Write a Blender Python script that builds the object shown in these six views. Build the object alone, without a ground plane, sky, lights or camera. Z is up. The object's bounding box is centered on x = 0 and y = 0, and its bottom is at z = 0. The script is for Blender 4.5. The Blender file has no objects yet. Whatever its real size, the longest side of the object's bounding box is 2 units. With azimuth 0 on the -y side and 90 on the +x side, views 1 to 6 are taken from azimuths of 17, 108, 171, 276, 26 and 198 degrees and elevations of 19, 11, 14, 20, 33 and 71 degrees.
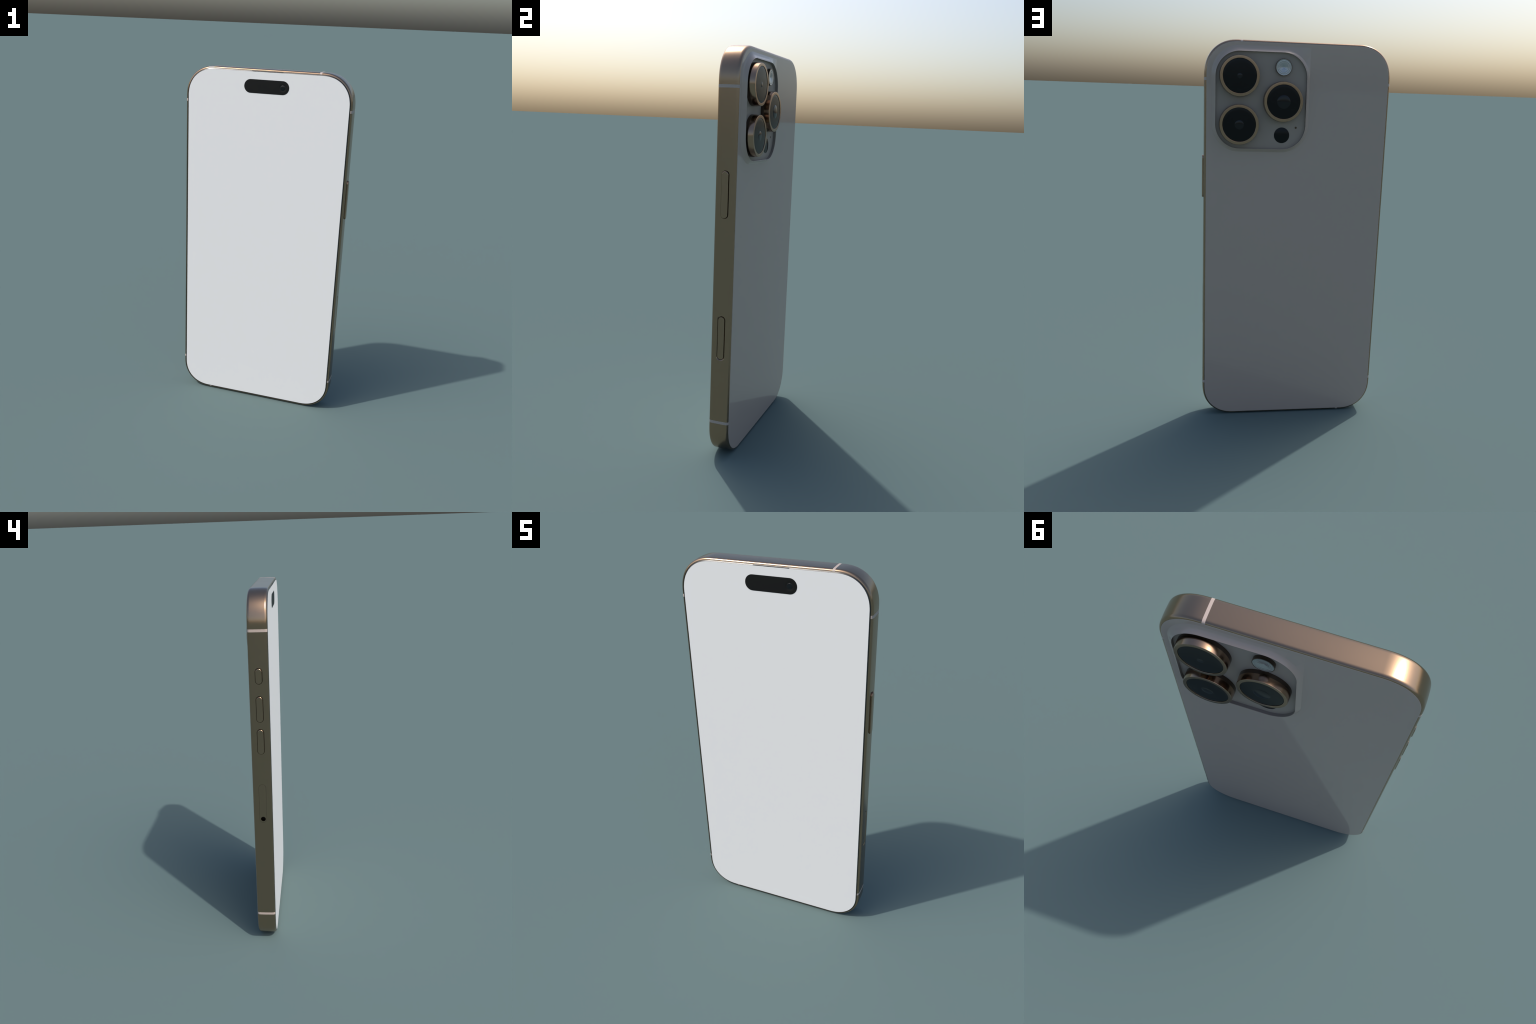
"""Smartphone standing upright on its bottom edge, screen towards -y, cameras towards +y."""
import bpy, bmesh, math
from mathutils import Vector

# ------------------------------------------------------------------ sizes
HALF_W, HALF_H, MID_Z = 0.4726, 1.0, 1.0      # outline of the metal frame
CORNER, CORNER_POWER = 0.170, 2.2             # squircle corner
Y_FRONT, Y_BACK = -0.0776, 0.0262             # glass planes
Y_MID = -0.0258                               # centre line of the side walls
Y_RIM, Y_FLOOR, Y_LENS = 0.0462, 0.0318, 0.0746
GLASS_INSET = 0.0105                          # frame lip seen from front and back


# ------------------------------------------------------------------ materials
def new_material(name):
    m = bpy.data.materials.new(name)
    m.use_nodes = True
    nt = m.node_tree
    return m, nt, nt.nodes["Principled BSDF"]


def grain(nt, bsdf, scale, strength, stretch=(1, 1, 1), low=None, high=None):
    """fine bump, and optionally a slight roughness wander, on object coordinates"""
    tc = nt.nodes.new("ShaderNodeTexCoord")
    mp = nt.nodes.new("ShaderNodeMapping")
    mp.inputs["Scale"].default_value = stretch
    nz = nt.nodes.new("ShaderNodeTexNoise")
    nz.inputs["Scale"].default_value = scale
    nz.inputs["Detail"].default_value = 3
    nt.links.new(tc.outputs["Object"], mp.inputs["Vector"])
    nt.links.new(mp.outputs["Vector"], nz.inputs["Vector"])
    if strength:
        b = nt.nodes.new("ShaderNodeBump")
        b.inputs["Strength"].default_value = strength
        b.inputs["Distance"].default_value = 0.001
        nt.links.new(nz.outputs["Fac"], b.inputs["Height"])
        nt.links.new(b.outputs["Normal"], bsdf.inputs["Normal"])
    if low is not None:
        r = nt.nodes.new("ShaderNodeMapRange")
        r.inputs["To Min"].default_value = low
        r.inputs["To Max"].default_value = high
        nt.links.new(nz.outputs["Fac"], r.inputs["Value"])
        nt.links.new(r.outputs["Result"], bsdf.inputs["Roughness"])


def plain(name, colour, rough, metal=0.0, spec=0.5, coat=0.0, coat_rough=0.05):
    m, nt, b = new_material(name)
    b.inputs["Base Color"].default_value = (*colour, 1)
    b.inputs["Roughness"].default_value = rough
    b.inputs["Metallic"].default_value = metal
    b.inputs["Specular IOR Level"].default_value = spec
    b.inputs["Coat Weight"].default_value = coat
    b.inputs["Coat Roughness"].default_value = coat_rough
    return m, nt, b


METAL = (0.378, 0.266, 0.180)
titanium, nt, b = plain("bronze_titanium", METAL, 0.26, 1.0)
grain(nt, b, 6, 0.0, (1, 1, 1), 0.20, 0.23)
ring_metal, nt, b = plain("polished_bronze", (0.40, 0.275, 0.19), 0.18, 1.0)
antenna_plastic, nt, b = plain("antenna_plastic", (0.475, 0.385, 0.34), 0.45)
back_glass, nt, b = plain("frosted_back_glass", (0.455, 0.372, 0.318), 0.05)
plateau_glass, nt, b = plain("camera_glass", (0.455, 0.372, 0.318), 0.10)
plateau_floor_mat, nt, b = plain("plateau_floor_shade_darkened", (0.34, 0.288, 0.245), 0.40, spec=0.2)  # back colour lowered: dimming by the clear pane and recess shade baked in
plateau_wall_mat, nt, b = plain("plateau_wall_dark", (0.235, 0.205, 0.18), 0.4, spec=0.3)  # darker tone than the rim and the floor
bezel_glass, nt, b = plain("black_bezel_glass", (0.006, 0.006, 0.006), 0.29, spec=0.9)
screen_white, nt, b = plain("white_screen", (0.80, 0.80, 0.80), 0.5, spec=0.3)
island_black, nt, b = plain("sensor_black", (0.007, 0.007, 0.007), 0.45, spec=0.22)
pupil_glass, nt, b = plain("pupil_glass", (0.003, 0.004, 0.006), 0.08)
cover_black, nt, b = plain("lens_cover_black", (0.003, 0.004, 0.005), 0.20, spec=0.25)
element_glass, nt, b = plain("lens_element_glass", (0.005, 0.006, 0.008), 0.10, spec=0.4)
shade_darkened_bronze, nt, b = plain("bronze_darkened_for_shade", (0.13, 0.10, 0.08), 0.25, 1.0)  # darker bronze, used low on the lens rings and on the flash side
hole_black, nt, b = plain("hole_black", (0.004, 0.004, 0.004), 0.6, spec=0.2)
flash_white, nt, b = plain("flash_diffuser", (0.43, 0.44, 0.45), 0.20, 0.75)
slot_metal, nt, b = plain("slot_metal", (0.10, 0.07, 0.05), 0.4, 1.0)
port_metal, nt, b = plain("port_metal", (0.25, 0.24, 0.23), 0.35, 1.0)


# ------------------------------------------------------------------ object helpers
phone = bpy.data.objects.new("smartphone", None)
bpy.context.scene.collection.objects.link(phone)
phone["label"] = "upright bronze smartphone with blank white screen and triple camera"
phone["category"] = "smartphone"


def add_mesh(name, bm, mat, parent=phone, angle=35, keep=True):
    bmesh.ops.recalc_face_normals(bm, faces=bm.faces[:])
    me = bpy.data.meshes.new(name)
    bm.to_mesh(me)
    bm.free()
    me.materials.append(mat)
    ob = bpy.data.objects.new(name, me)
    bpy.context.scene.collection.objects.link(ob)
    if parent is not None:
        ob.parent = parent
    finish(ob, angle)
    return ob


def finish(ob, angle=35):
    me = ob.data
    for p in me.polygons:
        p.use_smooth = True
    me.set_sharp_from_angle(angle=math.radians(angle))


def weight_normals(ob):
    w = ob.modifiers.new("w", "WEIGHTED_NORMAL")
    w.keep_sharp = True
    w.weight = 80
    apply(ob)


def apply(ob):
    dg = bpy.context.evaluated_depsgraph_get()
    dg.update()
    me = bpy.data.meshes.new_from_object(ob.evaluated_get(dg))
    old = ob.data
    ob.modifiers.clear()
    ob.data = me
    me.name = old.name
    bpy.data.meshes.remove(old)


def cut(ob, cutters):
    for c in cutters:
        m = ob.modifiers.new("cut", "BOOLEAN")
        m.operation, m.solver, m.object = "DIFFERENCE", "EXACT", c
    apply(ob)
    for c in cutters:
        me = c.data
        bpy.data.objects.remove(c)
        bpy.data.meshes.remove(me)


# ------------------------------------------------------------------ outlines
def squircle_quarter(a, power, n):
    e = 2.0 / power
    pts = []
    for i in range(n + 1):
        t = math.pi / 2 * i / n
        pts.append((a * max(math.cos(t), 0) ** e, a * max(math.sin(t), 0) ** e))
    return pts                      # from (a,0) to (0,a)


def phone_outline(inset, stops=None, n=28):
    """closed list of (x, z), anticlockwise seen from the front, starting on the right side.
    stops: extra stations on the straight runs (keys right, top, left, bottom)"""
    stops = stops or {}
    a = CORNER - inset
    cx, cz = HALF_W - CORNER, HALF_H - CORNER
    q = squircle_quarter(a, CORNER_POWER, n)
    X, Z = HALF_W - inset, HALF_H - inset
    pts = []
    for z in sorted(stops.get("right", ())):
        pts.append((X, z))
    pts += [(cx + x, MID_Z + cz + z) for x, z in q]
    for x in sorted(stops.get("top", ()), reverse=True):
        pts.append((x, MID_Z + Z))
    pts += [(-cx - x, MID_Z + cz + z) for x, z in reversed(q)]
    for z in sorted(stops.get("left", ()), reverse=True):
        pts.append((-X, z))
    pts += [(-cx - x, MID_Z - cz - z) for x, z in q]
    for x in sorted(stops.get("bottom", ())):
        pts.append((x, MID_Z - Z))
    pts += [(cx + x, MID_Z - cz - z) for x, z in reversed(q)]
    return pts


def round_rect(cx, cz, hw, hh, r, n=20):
    q = [(r * math.cos(math.pi / 2 * i / n), r * math.sin(math.pi / 2 * i / n)) for i in range(n + 1)]
    w, h = hw - r, hh - r
    pts = [(cx + w + x, cz + h + z) for x, z in q]
    pts += [(cx - w - x, cz + h + z) for x, z in reversed(q)]
    pts += [(cx - w - x, cz - h - z) for x, z in q]
    pts += [(cx + w + x, cz - h - z) for x, z in reversed(q)]
    out = []
    for p in pts:
        if not out or math.dist(p, out[-1]) > 1e-7:
            out.append(p)
    if math.dist(out[0], out[-1]) < 1e-7:
        out.pop()
    return out


def loft(bm, rings, closed_profile=False, cap_first=False, cap_last=False):
    """rings: list of rings of 3D points, all the same length"""
    vs = [[bm.verts.new(p) for p in ring] for ring in rings]
    n = len(vs[0])
    pairs = list(zip(vs[:-1], vs[1:])) + ([(vs[-1], vs[0])] if closed_profile else [])
    for a, b in pairs:
        for i in range(n):
            j = (i + 1) % n
            bm.faces.new((a[i], a[j], b[j], b[i]))
    if cap_first:
        bm.faces.new(list(reversed(vs[0])))
    if cap_last:
        bm.faces.new(vs[-1])
    return vs


def outline_loft(profile, outline_at, **kw):
    """profile of (inset, y); outline_at(inset) gives the (x, z) ring"""
    bm = bmesh.new()
    loft(bm, [[(x, y, z) for x, z in outline_at(d)] for d, y in profile], **kw)
    return bm


def revolve(profile, centre, n=96, cap_last=True, cap_first=False):
    """profile of (radius, y) turned about the y axis through centre (x, z)"""
    bm = bmesh.new()
    cx, cz = centre
    rings = [[(cx + r * math.cos(2 * math.pi * i / n), y, cz + r * math.sin(2 * math.pi * i / n))
              for i in range(n)] for r, y in profile]
    loft(bm, rings, cap_last=cap_last, cap_first=cap_first)
    return bm


def stadium(cy, cz, w, h, n=14):
    """ring of (y, z): upright pill"""
    r = w / 2
    k = h / 2 - r
    pts = [(cy + r * math.cos(math.pi * i / n), cz + k + r * math.sin(math.pi * i / n)) for i in range(n + 1)]
    pts += [(cy - r * math.cos(math.pi * i / n), cz - k - r * math.sin(math.pi * i / n)) for i in range(n + 1)]
    return pts


def side_pill(profile, side, cy, cz, w, h):
    """pill-shaped block on a side wall; profile of (x distance from centre plane, shrink)"""
    bm = bmesh.new()
    rings = [[(side * x, y, z) for y, z in stadium(cy, cz, w - 2 * s, h - 2 * s)] for x, s in profile]
    loft(bm, rings, cap_first=True, cap_last=True)
    return bm


# ------------------------------------------------------------------ frame and antenna bands
def lip(y_flat, y_end, n=7):
    """rounded edge of the frame, from the flat wall to the glass"""
    return [(GLASS_INSET * (1 - math.cos(math.pi / 2 * i / n)),
             y_flat + (y_end - y_flat) * math.sin(math.pi / 2 * i / n)) for i in range(n + 1)]


FLAT = (-0.0615, 0.0110)
BOW = 0.0009                                   # flat walls crowned so the corner highlight gathers near the back edge
wall = [(BOW * (2 * k / 8 - 1) ** 2, FLAT[0] + (FLAT[1] - FLAT[0]) * k / 8) for k in range(1, 8)]
frame_profile = [(BOW + d * (1 - BOW / GLASS_INSET), y) for d, y in reversed(lip(FLAT[0], -0.0754))] + wall
frame_profile += [(BOW + d * (1 - BOW / GLASS_INSET), y) for d, y in lip(FLAT[1], 0.0250)]
frame_profile += [(GLASS_INSET, 0.0185), (0.034, 0.0185), (0.034, -0.0660), (GLASS_INSET, -0.0660)]

SIDE_BAND, END_BAND = 0.0070, 0.0058          # half widths
bands = {"right": (1.8075, 0.1970), "left": (1.8080, 0.1965), "top": (0.2905,), "bottom": (-0.2890,)}
stops, spans = {}, []
for side, at in bands.items():
    hw = SIDE_BAND if side in ("right", "left") else END_BAND
    stops[side] = [v for c in at for v in (c - hw, c + hw)]

ring0 = phone_outline(0.0, stops)
N = len(ring0)


def is_band(i):
    (x0, z0), (x1, z1) = ring0[i], ring0[(i + 1) % N]
    mx, mz = (x0 + x1) / 2, (z0 + z1) / 2
    if math.hypot(x1 - x0, z1 - z0) > 0.02:
        return False
    for c in bands["right"]:
        if mx > 0 and abs(mz - c) < 1e-4: return True
    for c in bands["left"]:
        if mx < 0 and abs(mz - c) < 1e-4: return True
    if mz > 1 and abs(mx - bands["top"][0]) < 1e-4: return True
    if mz < 1 and abs(mx - bands["bottom"][0]) < 1e-4: return True
    return False


flags = [is_band(i) for i in range(N)]
rings = [phone_outline(d, stops) for d, y in frame_profile]


def sweep_piece(bm, idx):
    """closed solid made of the frame profile over consecutive stations"""
    cols = [[bm.verts.new((rings[k][i % N][0], y, rings[k][i % N][1])) for k, (d, y) in enumerate(frame_profile)]
            for i in idx]
    m = len(frame_profile)
    for a, b in zip(cols[:-1], cols[1:]):
        for k in range(m):
            l = (k + 1) % m
            bm.faces.new((a[k], a[l], b[l], b[k]))
    bm.faces.new(cols[0])
    bm.faces.new(list(reversed(cols[-1])))


start = next(i for i in range(N) if flags[i] and not flags[(i + 1) % N]) + 1
frame_bm = bmesh.new()
band_runs = []
run = [start]
kind = False
for s in range(start, start + N):
    f = flags[s % N]
    if f != kind:
        (band_runs.append(run) if kind else sweep_piece(frame_bm, run))
        run, kind = [s], f
    run.append(s + 1)
(band_runs.append(run) if kind else sweep_piece(frame_bm, run))
frame = add_mesh("frame", frame_bm, titanium)

for r in band_runs:
    bm = bmesh.new()
    sweep_piece(bm, r)
    weight_normals(add_mesh("antenna_band", bm, antenna_plastic))

# ---- buttons, tray and openings in the side walls
W = HALF_W
SLOT = [(W - 0.012, 0), (W + 0.01, 0)]
power = (1, 1.3215, 0.2215)
buttons = [(1, 1.3215, 0.2210), (-1, 1.5810, 0.0815), (-1, 1.4085, 0.1370), (-1, 1.2345, 0.1370)]
cutters = []
for side, z, h in buttons:
    cutters.append(add_mesh("cutter", side_pill(SLOT, side, Y_MID, z, 0.0385, h + 0.002), slot_metal, None))
cc = (1, 0.6305, 0.2170)
cutters.append(add_mesh("cutter", side_pill([(W - 0.012, 0.0034), (W - 0.0024, 0.0034), (W - 0.0002, 0.0003), (W + 0.0005, 0)], 1, Y_MID, cc[1], 0.0446, cc[2] + 0.0085), slot_metal, None))
tray = (-1, 0.8840, 0.2210)
cutters.append(add_mesh("cutter", side_pill(SLOT, -1, Y_MID, tray[1], 0.0392, tray[2] + 0.0010), slot_metal, None))


hole = bmesh.new()
HOLE_Z = 0.7935


def circle(cx, cy, r, n=24):
    return [(cx + r * math.cos(2 * math.pi * i / n), cy + r * math.sin(2 * math.pi * i / n)) for i in range(n)]


loft(hole, [[(-x, y, z) for y, z in circle(Y_MID, HOLE_Z, 0.0136)] for x in (W - 0.0295, W - 0.005)], cap_first=True, cap_last=True)
cutters.append(add_mesh("cutter", hole, slot_metal, None))


def bottom_prism(ring, z0=-0.01, z1=0.012):
    bm = bmesh.new()
    loft(bm, [[(x, y, z) for x, y in ring] for z in (z0, z1)], cap_first=True, cap_last=True)
    return bm


PORT = [(p[1], p[0]) for p in stadium(Y_MID, 0.0, 0.0390, 0.1110)]
cutters.append(add_mesh("cutter", bottom_prism(PORT), slot_metal, None))
hole_x = [-0.128 - 0.024 * i for i in range(5)] + [0.128 + 0.024 * i for i in range(5)]
screw_x = [-0.092, 0.092]

for x in hole_x:
    cutters.append(add_mesh("cutter", bottom_prism(circle(x, Y_MID, 0.0085)), slot_metal, None))
for x in screw_x:
    cutters.append(add_mesh("cutter", bottom_prism(circle(x, Y_MID, 0.0100)), slot_metal, None))
cut(frame, cutters)
finish(frame, 32)
weight_normals(frame)

for side, z, h in buttons:
    edge = 0.0035
    prof = [(W - 0.0105, 0)] + [(W + 0.0074 - edge * (1 - math.sin(math.pi / 2 * i / 5)),
                                 edge * (1 - math.cos(math.pi / 2 * i / 5))) for i in range(6)]
    weight_normals(add_mesh("button", side_pill(prof, side, Y_MID, z, 0.0335, h - 0.003), titanium))
prof = [(W - 0.0105, 0), (W - 0.0024, 0), (W - 0.0016, 0.0003), (W - 0.0012, 0.0010)]
weight_normals(add_mesh("capture_button", side_pill(prof, 1, Y_MID, cc[1], 0.0322, cc[2] - 0.004), titanium))
tray_ob = add_mesh("card_tray", side_pill([(W - 0.0105, 0), (W - 0.0003, 0)], -1, Y_MID, tray[1], 0.0378, tray[2] - 0.0006), titanium)
hole = bmesh.new()
loft(hole, [[(-x, y, z) for y, z in circle(Y_MID, HOLE_Z, 0.0132)] for x in (W - 0.03, W + 0.01)], cap_first=True, cap_last=True)
cut(tray_ob, [add_mesh("cutter", hole, hole_black, None)])
finish(tray_ob, 32)
weight_normals(tray_ob)
plug = bmesh.new()
loft(plug, [[(-x, y, z) for y, z in circle(Y_MID, HOLE_Z, 0.0134)] for x in (W - 0.0300, W - 0.0270)], cap_first=True, cap_last=True)
add_mesh("eject_hole", plug, hole_black, tray_ob)

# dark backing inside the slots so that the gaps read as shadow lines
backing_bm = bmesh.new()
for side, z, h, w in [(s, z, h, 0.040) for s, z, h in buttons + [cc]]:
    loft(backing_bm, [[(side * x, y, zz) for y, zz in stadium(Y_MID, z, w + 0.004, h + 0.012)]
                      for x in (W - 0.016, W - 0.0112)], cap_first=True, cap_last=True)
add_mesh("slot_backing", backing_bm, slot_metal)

# bottom openings
bm = bottom_prism(PORT, 0.0105, 0.014)
port = add_mesh("charging_port", bm, hole_black)
tongue = [(p[1], p[0]) for p in stadium(Y_MID, 0.0, 0.0100, 0.0800)]
add_mesh("port_tongue", bottom_prism(tongue, 0.003, 0.0108), port_metal, port)
bm = bmesh.new()
for x in hole_x:
    loft(bm, [[(px, py, z) for px, py in circle(x, Y_MID, 0.0086)] for z in (0.006, 0.0125)], cap_first=True, cap_last=True)
add_mesh("speaker_grille", bm, hole_black)
for x in screw_x:
    add_mesh("screw", bottom_prism(circle(x, Y_MID, 0.0088), 0.0015, 0.0125), port_metal)

# ------------------------------------------------------------------ front
SCREEN_INSET = 0.0162
bezel = add_mesh("bezel", outline_loft(
    [(GLASS_INSET + 0.0003, -0.0664), (GLASS_INSET + 0.0003, -0.0741), (SCREEN_INSET - 0.0007, Y_FRONT + 0.0001),
     (SCREEN_INSET, Y_FRONT + 0.0001), (0.030, -0.0740)], phone_outline, cap_last=True), bezel_glass, angle=20)
screen = add_mesh("screen", outline_loft(
    [(SCREEN_INSET, -0.0745), (SCREEN_INSET, Y_FRONT + 0.0003), (SCREEN_INSET + 0.0003, Y_FRONT)],
    phone_outline, cap_last=True), screen_white, angle=20)


def flat_pill(cx, cz, w, h, y_list, n=20):
    bm = bmesh.new()
    rings = []
    for y, s in y_list:
        rings.append([(cx + (zz - cz), y, cz + (yy - cx)) for yy, zz in stadium(cx, cz, h - 2 * s, w - 2 * s, n)])
    loft(bm, rings, cap_first=True, cap_last=True)
    return bm


ISLAND_Z = 1.9066
island = add_mesh("sensor_island", flat_pill(-0.0028, ISLAND_Z, 0.2540, 0.0735, [(-0.0760, 0), (Y_FRONT - 0.0004, 0)]), island_black)
CAM_X = 0.0886
add_mesh("front_camera", revolve([(0.0265, Y_FRONT - 0.0001), (0.0265, Y_FRONT - 0.0006), (0.0160, Y_FRONT - 0.0006), (0.0150, Y_FRONT - 0.0002)], (CAM_X, ISLAND_Z), 48), island_black, island)
dome = [(0.0138 * math.cos(t), Y_FRONT - 0.0003 - 0.0014 * math.sin(t)) for t in [math.pi / 2 * i / 8 for i in range(9)]]
dome[-1] = (0.0002, dome[-1][1])
add_mesh("front_camera_pupil", revolve(dome, (CAM_X, ISLAND_Z), 48), pupil_glass, island)

# earpiece slit on the top chamfer
ear = bmesh.new()
ear_ring = [(-0.0763, 1.9871), (-0.0779, 1.9849), (-0.0758, 1.9845), (-0.0745, 1.9868)]
loft(ear, [[(x, y, z) for y, z in ear_ring] for x in (-0.0875, 0.0875)], cap_first=True, cap_last=True)
add_mesh("earpiece", ear, hole_black)

# ------------------------------------------------------------------ back
back = add_mesh("back_panel", outline_loft(
    [(GLASS_INSET + 0.0003, 0.0192), (GLASS_INSET + 0.0003, 0.0253), (GLASS_INSET + 0.0012, 0.0260),
     (GLASS_INSET + 0.0030, Y_BACK)], phone_outline, cap_last=True), back_glass, angle=50)
weight_normals(back)

RIM_X, RIM_Z = (0.4180 - 0.0368) / 2, (1.9440 + 1.4730) / 2
RIM_HW, RIM_HH, RIM_R = (0.4180 + 0.0368) / 2, (1.9440 - 1.4730) / 2, 0.120


def rim_outline(o):
    return round_rect(RIM_X, RIM_Z, RIM_HW + o, RIM_HH + o, RIM_R + o, 24)


FLARE = 0.0175
rise = Y_RIM - Y_BACK
prof = []
steps = 12
for i in range(steps + 1):                     # hollow chamfer, steeper towards the lip
    t = i / steps
    prof.append((FLARE - (FLARE - 0.0012) * t, Y_BACK + 0.0002 + (rise - 0.0012) * (0.62 * t + 0.38 * t * t)))
prof += [(0.0007, Y_RIM), (0.0002, Y_RIM - 0.0003), (0.0, Y_RIM - 0.0016)]
base_ring = rim_outline(FLARE)
top_z, right_x = RIM_Z + RIM_HH + FLARE, RIM_X - RIM_HW - FLARE
SKIRT_TOP, SKIRT_LEFT, SKIRT_LIFT = 0.0115, 0.008, 0.0034  # slope modelled only to draw the warm shading patch on the flat back


def skirt_point(x, z):
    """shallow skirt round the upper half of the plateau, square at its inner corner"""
    up = min(max((z - RIM_Z) / RIM_HH, 0), 1)
    up = up * up * (3 - 2 * up)
    dx, dz = (x - RIM_X) / (RIM_HW + FLARE), (z - RIM_Z) / (RIM_HH + FLARE)
    nx, nz = x, z
    if z > RIM_Z:
        c = RIM_Z + RIM_HH - RIM_R              # height where the corner begins
        if x < RIM_X and z > c:
            corner = Vector((right_x - 0.0004, top_z + SKIRT_TOP))
            cx = RIM_X - RIM_HW + RIM_R
            if x < cx:
                a = math.atan2(z - c, cx - x)
                if a < math.pi / 4:
                    nx, nz = corner.x, c + (corner.y - c) * math.tan(a)
                else:
                    nx, nz = cx + (corner.x - cx) / math.tan(a), corner.y
            else:
                nz = corner.y
        else:
            nx = x + SKIRT_LEFT * up * max(dx, 0)
            nz = z + SKIRT_TOP * max((z - c) / (top_z - c), 0) ** 2
    return nx, nz


skirt = [skirt_point(x, z) for x, z in base_ring]
lift = [min(math.dist(p, q) / SKIRT_TOP, 1.0) * SKIRT_LIFT for p, q in zip(base_ring, skirt)]
bm = bmesh.new()
plateau_rings = [[(x, y + lift[i] * (1 - min(k / steps, 1)), z) for i, (x, z) in enumerate(rim_outline(o))]
                 for k, (o, y) in enumerate(prof)]
loft(bm, [[(x, Y_BACK + 0.0001, z) for x, z in skirt]] + plateau_rings)
bmesh.ops.dissolve_degenerate(bm, dist=1e-6, edges=bm.edges[:])
plateau = add_mesh("camera_plateau", bm, plateau_glass, angle=22)
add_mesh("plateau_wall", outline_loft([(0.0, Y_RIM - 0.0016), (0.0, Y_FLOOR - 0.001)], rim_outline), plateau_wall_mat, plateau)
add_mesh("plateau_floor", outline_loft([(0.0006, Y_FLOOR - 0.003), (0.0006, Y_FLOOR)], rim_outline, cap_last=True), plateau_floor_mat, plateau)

# ---- lenses
for cx, cz, pupil in [(0.3012, 1.8263, 0.0138), (0.3005, 1.5912, 0.0232), (0.0812, 1.7083, 0.0335)]:
    R, r = 0.0975, 0.0836
    ring = add_mesh("camera_ring", revolve(
        [(R + 0.0022, 0.0480), (R + 0.0024, 0.0486), (R + 0.0012, 0.0580), (R + 0.0002, Y_LENS - 0.0018), (R - 0.0005, Y_LENS - 0.0004), (R - 0.0015, Y_LENS),
         (r + 0.0008, Y_LENS), (r, Y_LENS - 0.0008), (r, Y_LENS - 0.012)], (cx, cz), 128, cap_last=False), ring_metal)
    weight_normals(ring)
    add_mesh("darkened_ring_base", revolve([(R + 0.0020, Y_FLOOR - 0.002), (R + 0.0020, 0.0486)], (cx, cz), 96, cap_last=False), shade_darkened_bronze, ring)
    y0 = Y_LENS - 0.0018
    cover = [(r - 0.0002, y0 - 0.006), (r - 0.0002, y0 - 0.0012), (r - 0.0012, y0 - 0.0002)]
    cover += [(x, y0 + 0.0012 * (1 - (x / r) ** 2)) for x in (r - 0.003, 0.070, 0.058, 0.0575, pupil + 0.016, pupil + 0.0155, pupil + 0.004, pupil)]
    add_mesh("lens_cover", revolve(cover, (cx, cz), 96), cover_black, ring)
    dome = [(pupil * math.cos(t), y0 + 0.0006 + 0.0035 * (pupil / 0.0335) * math.sin(t)) for t in [math.pi / 2 * i / 10 for i in range(11)]]
    dome[-1] = (0.0003, dome[-1][1])
    add_mesh("lens_element", revolve(dome, (cx, cz), 64), element_glass, ring)

# ---- flash: short barrel, stepped fresnel face
fc = (0.0817, 1.8748)
FY = 0.0470
flash = add_mesh("flash_ring", revolve([(0.0412, Y_FLOOR - 0.002), (0.0412, FY - 0.0006), (0.0406, FY), (0.0388, FY), (0.0385, FY - 0.003)], fc, 72, cap_last=False), shade_darkened_bronze)
fp = [(0.0388, FY - 0.002), (0.0386, FY - 0.0006)]
for i in range(1, 40):                          # rippled dish falling to a cone in the middle
    q = 1 - i / 40
    fp.append((0.0374 * q, FY - 0.0008 - 0.0055 * (1 - q) ** 2.2 + 0.00016 * math.cos(q * 5 * 2 * math.pi)))
add_mesh("flash_lens", revolve(fp, fc, 72), flash_white, flash)

# ---- depth sensor and microphone
add_mesh("depth_sensor", revolve([(0.0393, Y_FLOOR - 0.002), (0.0393, Y_FLOOR + 0.0006), (0.0388, Y_FLOOR + 0.0008)], (0.0808, 1.5420), 72), cover_black)
add_mesh("microphone_hole", revolve([(0.0055, Y_FLOOR - 0.002), (0.0055, Y_FLOOR + 0.0005)], (0.0095, 1.5815), 24), slot_metal)
